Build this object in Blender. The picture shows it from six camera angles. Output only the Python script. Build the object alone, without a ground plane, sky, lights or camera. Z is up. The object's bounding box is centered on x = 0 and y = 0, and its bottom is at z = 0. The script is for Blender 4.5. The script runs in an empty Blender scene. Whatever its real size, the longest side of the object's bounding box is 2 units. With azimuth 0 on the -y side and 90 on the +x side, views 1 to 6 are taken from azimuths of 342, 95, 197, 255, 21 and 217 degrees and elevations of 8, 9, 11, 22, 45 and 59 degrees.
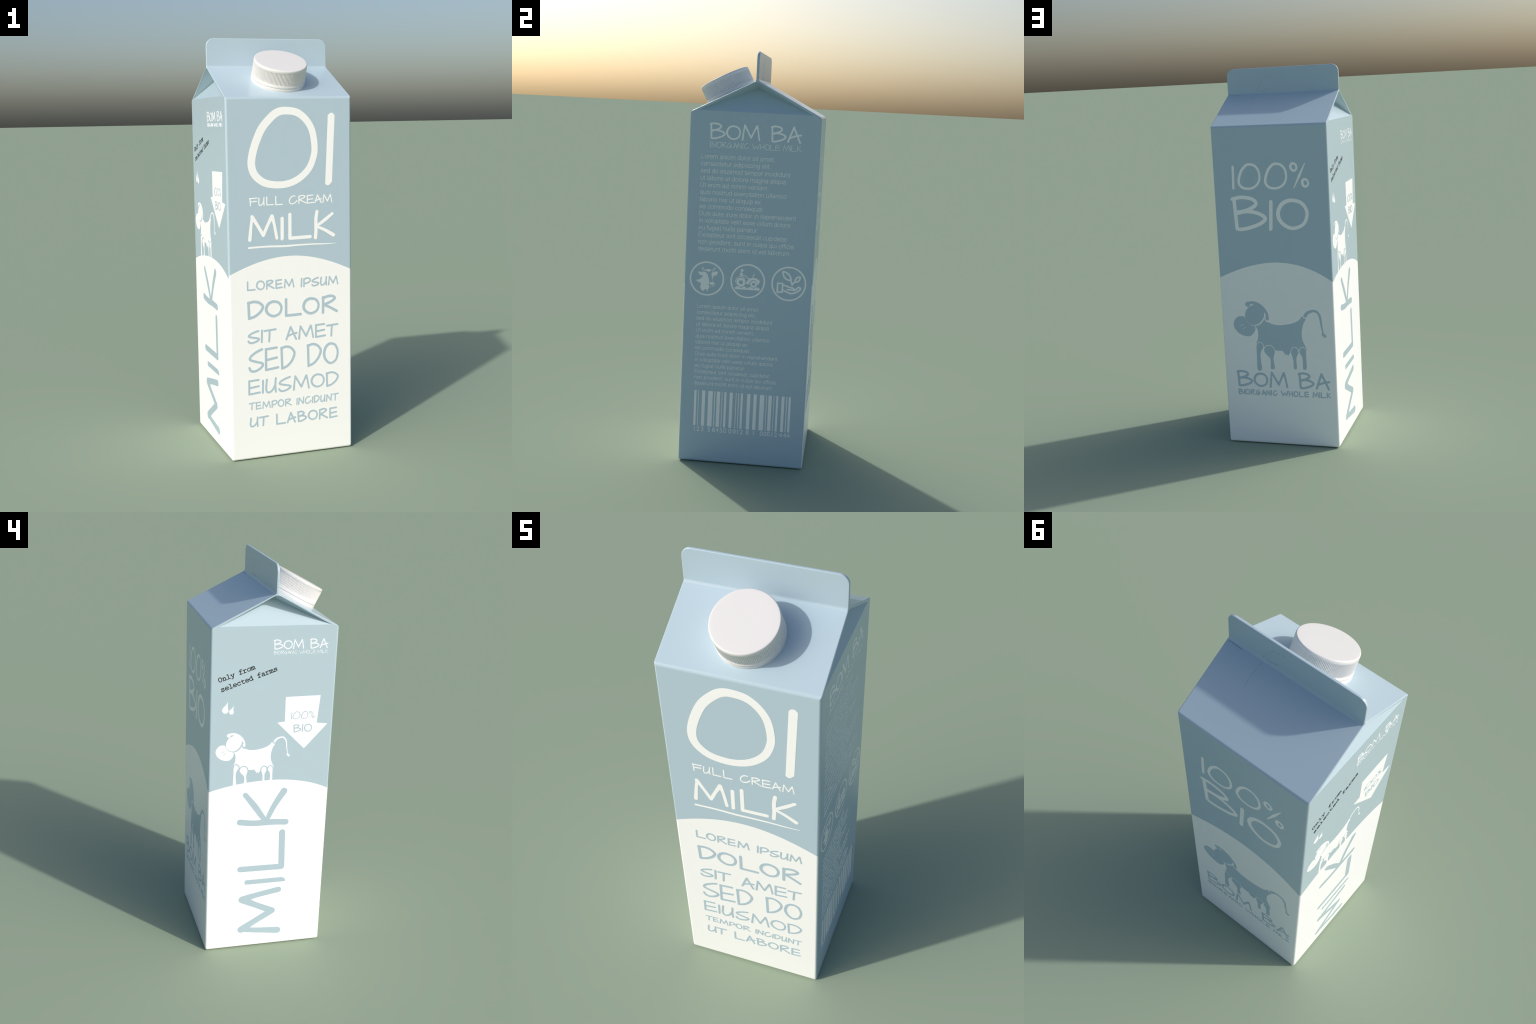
"""A gable-top milk carton with a screw cap and printed artwork.

Units are metres.  The carton stands on z = 0 and is centred on x = y = 0.
Front is -y (big numeral), left is -x (upright word), back is +y (cow),
right is +x (small print and bar code).
Artwork is laid out in millimetres on each wall: u to the reader's right, v up.
"""
import bpy, bmesh, math
from math import sin, cos, pi, radians, hypot, atan2
from mathutils import Vector, Matrix
from mathutils.geometry import delaunay_2d_cdt

# ------------------------------------------------------------------ sizes
HALF = 0.3084         # half width of the square body
EAVE = 1.7100         # where walls turn into the roof
RIDGE = 1.8640        # where the roof turns into the upright fin
TOP = 2.0             # top of the fin
FIN = 0.0062          # half thickness of the fin
FIN_CORNER = 0.038    # radius of the fin's upper corners
RIM = 0.268           # half width of the folded-in gable at the wall
RIM_Z = 1.7185
PEAK_Z = 1.8572
FOLD_X = 0.0815        # how far the gable leans in at the ridge
FOLD_Z = 1.8325
INK = 0.0005          # how far the print stands proud
SLOPE = atan2(RIDGE - EAVE, HALF - FIN)

# -------------------------------------------------------------- materials
BLUE = (0.488, 0.622, 0.706)
WHITE = (1.03, 1.03, 1.02)           # white lightened past 1.0 to reach the lit front wall's brightness
BRIGHTER_WHITE = (1.12, 1.12, 1.16)            # a still brighter white, used on the left wall only
PLASTIC = (0.80, 0.785, 0.78)


def new_material(name, color, rough, spec=0.5):
    m = bpy.data.materials.new(name)
    m.use_nodes = True
    b = m.node_tree.nodes["Principled BSDF"]
    b.inputs["Base Color"].default_value = (*color, 1)
    b.inputs["Roughness"].default_value = rough
    b.inputs["Specular IOR Level"].default_value = spec
    return m, m.node_tree, b


def math_node(nt, op, a, b=None, c=None):
    n = nt.nodes.new("ShaderNodeMath")
    n.operation = op
    for i, v in enumerate((a, b, c)):
        if v is None:
            continue
        if isinstance(v, (int, float)):
            n.inputs[i].default_value = v
        else:
            nt.links.new(v, n.inputs[i])
    return n.outputs[0]


def grain(nt, bsdf, color_socket, amount=0.02, bump=0.012, scale=220.0):
    """Very faint mottling and board grain over a colour."""
    tc = nt.nodes.new("ShaderNodeTexCoord")
    no = nt.nodes.new("ShaderNodeTexNoise")
    no.inputs["Scale"].default_value = scale
    no.inputs["Detail"].default_value = 3
    nt.links.new(tc.outputs["Object"], no.inputs["Vector"])
    v = math_node(nt, "MULTIPLY_ADD", no.outputs[0], amount, 1 - amount / 2)
    hsv = nt.nodes.new("ShaderNodeHueSaturation")
    nt.links.new(color_socket, hsv.inputs["Color"])
    nt.links.new(v, hsv.inputs["Value"])
    nt.links.new(hsv.outputs[0], bsdf.inputs["Base Color"])
    bp = nt.nodes.new("ShaderNodeBump")
    bp.inputs["Strength"].default_value = bump
    bp.inputs["Distance"].default_value = 0.002
    nt.links.new(no.outputs[0], bp.inputs["Height"])
    nt.links.new(bp.outputs[0], bsdf.inputs["Normal"])


def rgb(nt, c):
    n = nt.nodes.new("ShaderNodeRGB")
    n.outputs[0].default_value = (*c, 1)
    return n.outputs[0]


# height of the white hill on each printed wall: quartic in t = u / 0.3 m
HILL = {"front": (0.9729, -0.0041, -0.0848, 0.0009, 0.0081),
        "left": (0.9444, 0.0006, -0.0437, -0.0088, -0.0083),
        "back": (1.0006, 0.0068, -0.0882, -0.0142, 0.0006)}


def make_card_material():
    m, nt, b = new_material("coated_card", BLUE, 0.24)
    tc = nt.nodes.new("ShaderNodeTexCoord")
    s = nt.nodes.new("ShaderNodeSeparateXYZ")
    nt.links.new(tc.outputs["Object"], s.inputs[0])
    x, y, z = s.outputs
    ax = math_node(nt, "ABSOLUTE", x)
    ay = math_node(nt, "ABSOLUTE", y)
    on_y = math_node(nt, "GREATER_THAN", ay, ax)        # front or back wall
    on_x = math_node(nt, "SUBTRACT", 1.0, on_y)
    neg_y = math_node(nt, "LESS_THAN", y, 0.0)
    neg_x = math_node(nt, "LESS_THAN", x, 0.0)
    face = {"front": math_node(nt, "MULTIPLY", on_y, neg_y),
            "back": math_node(nt, "MULTIPLY", on_y, math_node(nt, "SUBTRACT", 1.0, neg_y)),
            "left": math_node(nt, "MULTIPLY", on_x, neg_x)}
    coord = {"front": (x, 1 / 0.3), "back": (x, -1 / 0.3), "left": (y, -1 / 0.3)}
    total = None
    for k, c in HILL.items():
        t = math_node(nt, "MULTIPLY", *coord[k])
        h = math_node(nt, "MULTIPLY_ADD", t, c[4], c[3])
        for cc in (c[2], c[1], c[0]):
            h = math_node(nt, "MULTIPLY_ADD", h, t, cc)
        below = math_node(nt, "MULTIPLY", math_node(nt, "LESS_THAN", z, h), face[k])
        total = below if total is None else math_node(nt, "ADD", total, below)
    mix = nt.nodes.new("ShaderNodeMix")
    mix.data_type = "RGBA"
    nt.links.new(total, mix.inputs[0])
    nt.links.new(rgb(nt, BLUE), mix.inputs[6])
    white = nt.nodes.new("ShaderNodeMix")
    white.data_type = "RGBA"
    nt.links.new(face["left"], white.inputs[0])
    nt.links.new(rgb(nt, WHITE), white.inputs[6])
    nt.links.new(rgb(nt, BRIGHTER_WHITE), white.inputs[7])
    nt.links.new(white.outputs[2], mix.inputs[7])
    grain(nt, b, mix.outputs[2])
    return m


def plain(name, color, rough, spec=0.5, amount=0.02):
    m, nt, b = new_material(name, color, rough, spec)
    grain(nt, b, rgb(nt, color), amount)
    return m


CARD = make_card_material()
INK_WHITE = plain("white_print", WHITE, 0.24)
INK_BRIGHTER_WHITE = plain("bright_white_print", BRIGHTER_WHITE, 0.24)
INK_BLUE = plain("blue_print", BLUE, 0.24)
INK_DARK = plain("dark_print", (0.012, 0.012, 0.014), 0.5)
HAIRLINE_DARK = plain("hairline_dark", (0.25, 0.34, 0.40), 0.5)
CAP = plain("white_plastic", PLASTIC, 0.42)

# ------------------------------------------------------------ scene tree
root = bpy.data.objects.new("milk_carton", None)
root.empty_display_size = 0.2
bpy.context.scene.collection.objects.link(root)
root["label"] = "pale blue and white gable-top milk carton with white screw cap"
root["category"] = "milk carton"


def add_object(name, mesh, parent=root):
    o = bpy.data.objects.new(name, mesh)
    bpy.context.scene.collection.objects.link(o)
    o.parent = parent
    return o


# ------------------------------------------------------- the folded board
WALL, ROOF, FINP, GABLE = 0, 1, 2, 3


def build_carton():
    bm = bmesh.new()
    wl = bm.edges.layers.float.new("bevel_weight_edge")
    cache = {}

    def V(x, y, z):
        k = (round(x, 5), round(y, 5), round(z, 5))
        if k not in cache:
            cache[k] = bm.verts.new((x, y, z))
        return cache[k]

    def F(region, *pts):
        f = bm.faces.new([V(*p) for p in pts])
        f.material_index = region
        f.smooth = True
        return f

    X = Y = HALF
    ends = {}
    for sx in (-1, 1):
        x = sx * X
        p = 0.0095
        P = dict(bf=(x, -Y, 0), bb=(x, Y, 0), ef=(x, -Y, EAVE), eb=(x, Y, EAVE),
                 rf=(x, -FIN, RIDGE), rb=(x, FIN, RIDGE),
                 tf=(x, -FIN, TOP - FIN_CORNER), tb=(x, FIN, TOP - FIN_CORNER),
                 gf=(x, -RIM, RIM_Z), gb=(x, RIM, RIM_Z),
                 pf=(x, -p, PEAK_Z), pb=(x, p, PEAK_Z),
                 a=(sx * (X - FOLD_X), 0, FOLD_Z))
        ends[sx] = P
        F(WALL, P["bf"], P["bb"], P["eb"], P["gb"], P["gf"], P["ef"])
        F(ROOF, P["eb"], P["rb"], P["pb"], P["gb"])
        F(ROOF, P["rf"], P["ef"], P["gf"], P["pf"])
        F(FINP, P["rb"], P["tb"], P["tf"], P["rf"], P["pf"], P["pb"])
        F(GABLE, P["gf"], P["gb"], P["a"])
        F(GABLE, P["gb"], P["pb"], P["a"])
        F(GABLE, P["pb"], P["pf"], P["a"])
        F(GABLE, P["pf"], P["gf"], P["a"])
    L, R = ends[-1], ends[1]
    F(WALL, L["bf"], R["bf"], R["bb"], L["bb"])                  # bottom
    F(WALL, L["bf"], L["ef"], R["ef"], R["bf"])
    F(WALL, L["bb"], R["bb"], R["eb"], L["eb"])
    F(ROOF, L["ef"], L["rf"], R["rf"], R["ef"])
    F(ROOF, L["eb"], R["eb"], R["rb"], L["rb"])
    # fin: two flat faces whose upper corners are rounded, joined by a strip
    arc = []
    n = 8
    for sx in (-1, 1):
        for i in range(n + 1):
            a = pi / 2 * i / n
            cx = sx * (X - FIN_CORNER)
            q = (cx + sx * FIN_CORNER * cos(a), TOP - FIN_CORNER + FIN_CORNER * sin(a))
            arc.append((sx, i, q))
    left = [q for s, i, q in arc if s < 0]
    right = [q for s, i, q in arc if s > 0][::-1]
    outline = left + right
    for y, a, b in ((-FIN, "rf", "rf"), (FIN, "rb", "rb")):
        F(FINP, L[a], *[(q[0], y, q[1]) for q in outline], R[b])
    for q, r in zip(outline, outline[1:]):
        F(FINP, (q[0], -FIN, q[1]), (q[0], FIN, q[1]), (r[0], FIN, r[1]), (r[0], -FIN, r[1]))
    bmesh.ops.recalc_face_normals(bm, faces=bm.faces)

    # how strongly each fold is rounded (1 = 10 mm)
    for e in bm.edges:
        a, b = e.verts[0].co, e.verts[1].co
        ang = e.calc_face_angle(0)
        e.smooth = True
        if ang < radians(3):
            continue
        mid = (a + b) / 2
        d = (b - a).normalized()
        if abs(d.z) > 0.99 and mid.z < EAVE:
            w = 1.0                                   # upright corners
        elif abs(mid.z) < 1e-4:
            w = 1.2                                   # foot
        elif abs(mid.z - EAVE) < 1e-3 and abs(d.x) > 0.9:
            w = 1.0                                   # eaves
        elif abs(mid.z - RIDGE) < 1e-3 and abs(d.x) > 0.9:
            w = 0.9                                   # root of the fin
        elif mid.z > RIDGE + 0.002:
            w = 0.35 if abs(abs(mid.y) - FIN) < 1e-4 else 0.0
        elif abs(abs(mid.x) - X) < 1e-4 and abs(mid.z - RIM_Z) < 1e-3:
            w = 0.0                                   # crease under the gable
            e.smooth = False
        elif abs(abs(mid.x) - X) < 1e-4:
            inner = min(abs(a.y), abs(b.y)) < 0.02 and max(a.z, b.z) <= PEAK_Z + 1e-4
            w = 0.12 if inner else 0.42               # raked board edges
        else:
            w = 0.0
            if ang > radians(25):
                e.smooth = False
        e[wl] = w
    me = bpy.data.meshes.new("carton_shell")
    bm.to_mesh(me)
    bm.free()
    o = bpy.data.objects.new("carton_shell", me)
    bpy.context.scene.collection.objects.link(o)
    bv = o.modifiers.new("Bevel", "BEVEL")
    bv.width = 0.010
    bv.segments = 5
    bv.limit_method = "WEIGHT"
    bv.harden_normals = True
    bv.use_clamp_overlap = False
    bv.miter_outer = "MITER_SHARP"
    dg = bpy.context.evaluated_depsgraph_get()
    ev = bpy.data.meshes.new_from_object(o.evaluated_get(dg), depsgraph=dg)
    cn = [Vector(c.vector) for c in ev.corner_normals]
    names = {WALL: "wall", ROOF: "roof", FINP: "ridge_fin", GABLE: "gable_fold"}
    out = {}
    for region, nm in names.items():
        polys = [p for p in ev.polygons if p.material_index == region]
        idx, verts, faces, normals = {}, [], [], []
        for p in polys:
            f = []
            for li in p.loop_indices:
                vi = ev.loops[li].vertex_index
                if vi not in idx:
                    idx[vi] = len(verts)
                    verts.append(ev.vertices[vi].co.copy())
                f.append(idx[vi])
                normals.append(cn[li])
            faces.append(f)
        m = bpy.data.meshes.new(nm)
        m.from_pydata(verts, [], faces)
        m.polygons.foreach_set("use_smooth", [True] * len(faces))
        m.normals_split_custom_set(normals)
        m.materials.append(CARD)
        out[nm] = add_object(nm, m)
    bpy.data.objects.remove(o, do_unlink=True)
    bpy.data.meshes.remove(ev)
    return out


parts = build_carton()


# --------------------------------------------------------------- screw cap
def lathe(name, profile, segs, ripple=None, parent=root, mat=CAP):
    """Revolve (height, radius) points; ripple(h, angle) is added to the radius."""
    bm = bmesh.new()
    rings = []
    for h, r in profile:
        ring = []
        for i in range(segs):
            a = 2 * pi * i / segs
            rr = r + (ripple(h, a) if ripple else 0)
            ring.append(bm.verts.new((rr * cos(a), rr * sin(a), h)))
        rings.append(ring)
    for A, B in zip(rings, rings[1:]):
        for i in range(segs):
            j = (i + 1) % segs
            bm.faces.new((A[i], A[j], B[j], B[i])).smooth = True
    bm.faces.new(rings[-1]).smooth = True
    bm.faces.new(rings[0][::-1]).smooth = True
    bmesh.ops.recalc_face_normals(bm, faces=bm.faces)
    me = bpy.data.meshes.new(name)
    bm.to_mesh(me)
    bm.free()
    me.materials.append(mat)
    me.set_sharp_from_angle(angle=radians(40))
    o = add_object(name, me, parent)
    return o


RIBS = 130


def ribs(h, a):
    lo, hi = 0.0300, 0.0905
    if h < lo or h > hi:
        return 0.0
    fade = min(1, (h - lo) / 0.002, (hi - h) / 0.004)
    return 0.0034 * fade * (cos(RIBS * a) - 1) * 0.5


side = [0.0288, 0.030, 0.031, 0.0325, 0.042, 0.053, 0.064, 0.076, 0.0835, 0.0855, 0.088, 0.0905]
cap_profile = [(0.0153, 0.110), (0.0155, 0.1262), (0.0162, 0.1276), (0.0180, 0.1286), (0.0210, 0.1288),
               (0.0245, 0.1285), (0.0268, 0.1277), (0.0282, 0.1266)]
cap_profile += [(h, 0.1270) for h in side]
for i in range(1, 9):
    a = pi / 2 * i / 8
    cap_profile.append((0.0950 + 0.0092 * sin(a), 0.1216 + 0.0054 * cos(a)))
cap_profile += [(0.1044, 0.117), (0.1045, 0.08), (0.1045, 0.03)]
ring_profile = [(-0.006, 0.1282), (0.001, 0.1290), (0.006, 0.1291), (0.0110, 0.1289), (0.0136, 0.1285),
                (0.0149, 0.1275), (0.0156, 0.1262), (0.0158, 0.1), (0.0158, 0.06)]

mid = 0.1690      # distance of the cap centre below the ridge, along the slope
axis = Vector((0, -sin(SLOPE), cos(SLOPE)))
down = Vector((0, -cos(SLOPE), -sin(SLOPE)))
seat_pos = Vector((0, -FIN, RIDGE)) + down * (mid - FIN)
frame = Matrix.Translation(seat_pos) @ Matrix.Rotation(SLOPE, 4, "X")
cap = lathe("screw_cap", cap_profile, RIBS * 8, ribs)
cap.matrix_local = frame
ring = lathe("tamper_ring", ring_profile, 160, None, cap)

# ------------------------------------------------------- printing on walls
WALLS = {"front": (Vector((0, -HALF, 0)), Vector((1, 0, 0)), Vector((0, 0, 1))),
         "right": (Vector((HALF, 0, 0)), Vector((0, 1, 0)), Vector((0, 0, 1))),
         "back": (Vector((0, HALF, 0)), Vector((-1, 0, 0)), Vector((0, 0, 1))),
         "left": (Vector((-HALF, 0, 0)), Vector((0, -1, 0)), Vector((0, 0, 1)))}
_roof_back = Vector((0, cos(SLOPE), -sin(SLOPE)))
WALLS["roof_back"] = (Vector((0, FIN, RIDGE)), Vector((-1, 0, 0)), -_roof_back)
WALLS["fin_back"] = (Vector((0, FIN, 0)), Vector((-1, 0, 0)), Vector((0, 0, 1)))


def spline(pts, closed=False, n=7):
    """Catmull-Rom through the points."""
    P = [Vector(p).to_2d() for p in pts]
    m = len(P)
    out = []
    for i in range(m if closed else m - 1):
        p1, p2 = P[i], P[(i + 1) % m]
        p0 = P[i - 1] if (closed or i) else p1 * 2 - p2
        p3 = P[(i + 2) % m] if (closed or i + 2 < m) else p2 * 2 - p1
        for k in range(n):
            t = k / n
            out.append(0.5 * (2 * p1 + (p2 - p0) * t + (2 * p0 - 5 * p1 + 4 * p2 - p3) * t * t
                              + (3 * p1 - p0 - 3 * p2 + p3) * t ** 3))
    if not closed:
        out.append(P[-1])
    return out


class Stroke:
    """A pen line of given width: knows its outline and which points it inks."""

    def __init__(self, pts, width, closed=False, ink=True, square=False):
        P = [Vector(p).to_2d() for p in pts]
        Q, Wd = [], []
        ws = list(width) if isinstance(width, (list, tuple)) else [width] * len(P)
        if len(ws) != len(P):
            k = len(ws) - 1
            ws = [ws[min(int(i * k / (len(P) - 1)), k - 1)] * (1 - (i * k / (len(P) - 1)) % 1)
                  + ws[min(int(i * k / (len(P) - 1)) + 1, k)] * ((i * k / (len(P) - 1)) % 1)
                  if i < len(P) - 1 else ws[-1] for i in range(len(P))]
        for p, w in zip(P, ws):
            if not Q or (p - Q[-1]).length > 1e-4:
                Q.append(p)
                Wd.append(w / 2)
        self.p, self.w, self.closed, self.ink, self.square = Q, Wd, closed, ink, square

    def segments(self):
        n = len(self.p)
        for i in range(n if self.closed else n - 1):
            j = (i + 1) % n
            yield self.p[i], self.p[j], self.w[i], self.w[j]

    def inside(self, q):
        for a, b, wa, wb in self.segments():
            d = b - a
            t = (q - a).dot(d) / d.length_squared
            if self.square and not self.closed and not (-0.001 <= t <= 1.001):
                continue
            t = min(1, max(0, t))
            if (q - a - d * t).length < wa + (wb - wa) * t:
                return True
        return False

    def side(self, sgn):
        """Offset line on one side, with round outer corners."""
        n = len(self.p)
        out = []
        for i in range(n):
            p, w = self.p[i], self.w[i]
            din = self.p[i] - self.p[i - 1] if (self.closed or i) else None
            dout = self.p[(i + 1) % n] - self.p[i] if (self.closed or i < n - 1) else None
            a = (din or dout).normalized()
            b = (dout or din).normalized()
            na, nb = Vector((-a.y, a.x)) * sgn, Vector((-b.y, b.x)) * sgn
            turn = a.x * b.y - a.y * b.x
            ang = atan2(turn, a.dot(b))
            if -turn * sgn > 0 and abs(ang) > 0.35:      # outer side of a corner
                k = max(2, int(abs(ang) / 0.3))
                a0 = atan2(na.y, na.x)
                for s in range(k + 1):
                    t = a0 + ang * s / k
                    out.append(p + Vector((cos(t), sin(t))) * w)
            else:
                m = na + nb
                if m.length < 0.3:
                    out.append(p + na * w)
                else:
                    m.normalize()
                    out.append(p + m * (w / max(0.35, m.dot(na))))
        return out

    def loops(self):
        l, r = self.side(1), self.side(-1)
        if self.closed:
            return [l, r]

        def cap(p, d, w):
            if self.square:
                return []
            t0 = atan2(d.y, d.x)
            return [p + Vector((cos(t0 + pi / 2 - pi * k / 7), sin(t0 + pi / 2 - pi * k / 7))) * w
                    for k in range(1, 7)]
        end = cap(self.p[-1], self.p[-1] - self.p[-2], self.w[-1])
        start = cap(self.p[0], self.p[0] - self.p[1], self.w[0])
        return [l + end + r[::-1] + start]


class Shape:
    """A filled outline."""

    def __init__(self, pts, smooth=True, ink=True, n=5):
        self.p = spline(pts, True, n) if smooth else [Vector(p).to_2d() for p in pts]
        self.ink = ink

    def inside(self, q):
        c = False
        P = self.p
        for i in range(len(P)):
            a, b = P[i - 1], P[i]
            if (a.y > q.y) != (b.y > q.y) and q.x < (b.x - a.x) * (q.y - a.y) / (b.y - a.y) + a.x:
                c = not c
        return c

    def loops(self):
        return [self.p]

    def grown(self, d, ink=True):
        """The same outline moved outwards by d (inwards if negative)."""
        P = self.p
        area = sum(P[i - 1].x * P[i].y - P[i].x * P[i - 1].y for i in range(len(P)))
        s = -1 if area > 0 else 1
        out = []
        for i in range(len(P)):
            t = P[(i + 1) % len(P)] - P[i - 1]
            if t.length < 1e-6:
                continue
            t.normalize()
            out.append(P[i] + Vector((-t.y, t.x)) * s * d)
        g = Shape(out, False, ink)
        return g


def disc(cx, cy, r, ink=True, ry=None, n=40):
    ry = ry or r
    return Shape([(cx + r * cos(2 * pi * i / n), cy + ry * sin(2 * pi * i / n)) for i in range(n)], False, ink)


def printed(name, wall, marks, mat, lift=INK, parent=None, fit=None):
    """Paint the marks in order (ink or bare), triangulate, and lay the film on a wall.

    fit = (scale, du, dv) moves the millimetre layout before it is laid down."""
    vs, es = [], []
    for mk in marks:
        for lp in mk.loops():
            k = len(vs)
            vs += lp
            es += [(k + i, k + (i + 1) % len(lp)) for i in range(len(lp))]
    cv, ce, cf, *_ = delaunay_2d_cdt(vs, es, [], 0, 1e-5)
    tris = []
    boxes = []
    for mk in marks:
        xs = [p for lp in mk.loops() for p in lp]
        boxes.append((min(p.x for p in xs), max(p.x for p in xs), min(p.y for p in xs), max(p.y for p in xs)))
    for f in cf:
        c = sum((Vector(cv[i]) for i in f), Vector((0, 0))) / len(f)
        state = False
        for mk, bx in zip(marks, boxes):
            if state == mk.ink or not (bx[0] <= c.x <= bx[1] and bx[2] <= c.y <= bx[3]):
                continue
            if mk.inside(c):
                state = mk.ink
        if state:
            tris.append(list(f))
    s, du, dv = fit or (1, 0, 0)
    o, U, V = WALLS[wall]
    N = U.cross(V)
    used = sorted({i for t in tris for i in t})
    idx = {v: k for k, v in enumerate(used)}

    def place(i, h):
        p = cv[i]
        return o + U * ((p[0] * s + du) / 1000) + V * ((p[1] * s + dv) / 1000) + N * h
    verts = [place(i, lift) for i in used] + [place(i, -0.0004) for i in used]
    n = len(used)
    edges = {}
    faces = []
    for t in tris:
        t = [idx[i] for i in t]
        a, b, c = (cv[used[i]] for i in t)
        if (b[0] - a[0]) * (c[1] - a[1]) - (b[1] - a[1]) * (c[0] - a[0]) < 0:
            t.reverse()
        faces.append(t)
        for i in range(3):
            e = (t[i], t[(i + 1) % 3])
            edges[e] = edges.get(e, 0) + 1
    for (i, j) in list(edges):
        if (j, i) not in edges:
            faces.append([j, i, i + n, j + n])
    me = bpy.data.meshes.new(name)
    me.from_pydata(verts, [], faces)
    me.materials.append(mat)
    me.update()
    return add_object(name, me, parent or parts["wall"])


# ----------------------------------------------- the hand-lettered alphabet
# Each letter is pen strokes in a unit box (0..1 wide, 0..1 high).
# "l" = straight run, "c" = curve, "o" = closed curve.
PEN = {
    "A": [("l", [(0, .03), (.42, 1), (.95, 0)]), ("c", [(.2, .3), (.6, .43), (1, .49)])],
    "B": [("l", [(.05, .96), (.1, .02)]), ("c", [(0, .95), (.28, 1), (.6, .95), (.74, .81), (.62, .68), (.38, .58), (.1, .53)]),
          ("c", [(.1, .5), (.45, .56), (.8, .49), (1, .34), (.85, .18), (.5, .05), (.22, 0), (.1, .02)])],
    "C": [("c", [(.75, .97), (.45, .98), (.15, .75), (0, .4), (.1, .1), (.35, 0), (.68, .1), (1, .38)])],
    "D": [("l", [(.02, .97), (.05, 0)]), ("c", [(0, .93), (.35, 1), (.7, .94), (.95, .76), (.98, .6), (.8, .34), (.45, .11), (.05, 0)])],
    "E": [("l", [(.02, .97), (0, .01)]), ("l", [(0, .96), (.9, 1)]), ("l", [(.02, .46), (.9, .54)]), ("l", [(0, .01), (1, .08)])],
    "F": [("l", [(.06, .97), (.12, 0)]), ("l", [(0, .93), (1, .97)]), ("l", [(.08, .5), (.9, .56)])],
    "G": [("c", [(.7, 1), (.35, .88), (.05, .5), (.05, .18), (.28, .02), (.58, .14), (.8, .46)]),
          ("l", [(.5, .5), (1, .6)]), ("l", [(.85, .52), (.82, 0)])],
    "H": [("l", [(0, 1), (.05, 0)]), ("l", [(.92, 1), (1, 0)]), ("l", [(.03, .45), (.95, .5)])],
    "I": [("l", [(.6, 1), (.4, 0)])],
    "K": [("c", [(.09, 1), (.03, .7), (.03, .3), (0, 0)]), ("c", [(.95, .9), (.55, .68), (.1, .46)], (.8, 1, .8)), ("c", [(.1, .42), (.55, .27), (1, .07)], (.75, .9, 1.1))],
    "L": [("l", [(.03, 1), (.02, 0), (1, .02)])],
    "M": [("c", [(0, 0), (.05, .55), (.1, .96)], (1.05, .85, .8)), ("c", [(.1, .97), (.28, .62), (.5, .17)], (1.1, .95, 1)),
          ("c", [(.5, .17), (.68, .62), (.83, .96)], (1, .9, 1.15)), ("c", [(.83, .96), (.91, .62), (1, .02)], (1.15, .85, .9))],
    "N": [("l", [(0, 0), (.1, .95), (.9, .05), (1, 1)])],
    "O": [("o", [(.5, 1), (.8, .92), (.97, .7), (1, .45), (.88, .16), (.6, .01), (.35, .03), (.1, .22), (0, .5), (.1, .8), (.28, .95)])],
    "P": [("l", [(.08, .92), (.05, 0)]), ("c", [(.05, .75), (.3, .97), (.7, 1), (1, .82), (.95, .6), (.6, .42), (.12, .36)])],
    "R": [("l", [(.05, .95), (.03, 0)]), ("c", [(.02, .88), (.3, .98), (.65, 1), (.86, .88), (.75, .74), (.45, .6), (.08, .48)]),
          ("l", [(.1, .49), (.55, .28), (1, .03)])],
    "S": [("c", [(.95, .98), (.55, .88), (.2, .74), (.05, .61), (.12, .52), (.5, .43), (.9, .35), (1, .26), (.78, .1), (.4, 0), (.12, .03), (0, .17)])],
    "T": [("l", [(0, .93), (1, 1)]), ("l", [(.46, .95), (.4, 0)])],
    "U": [("c", [(.08, .95), (.02, .55), (0, .25), (.12, .03), (.4, .03), (.7, .22), (.9, .5)]), ("l", [(.98, 1), (.92, .5), (.97, 0)])],
    "W": [("l", [(0, .95), (.25, 0), (.5, .65), (.78, .05), (1, 1)])],
    "0": [("o", [(.55, 1), (.72, .975), (.86, .88), (.96, .73), (1, .51), (.98, .36), (.9, .2), (.74, .07), (.55, .005), (.35, 0), (.18, .04),
                 (.05, .14), (0, .26), (.01, .4), (.07, .58), (.17, .77), (.32, .92), (.43, .985)])],
    "1": [("l", [(.7, 1), (.3, 0)])],
    "%": [("o", [(.19, 1), (.33, .93), (.36, .8), (.24, .7), (.09, .74), (.02, .86), (.06, .96)]),
          ("t", [(.85, 1), (.16, 0)]),
          ("o", [(.81, .35), (.95, .29), (1, .16), (.88, .05), (.73, .08), (.66, .2), (.7, .31)])],
}


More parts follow.
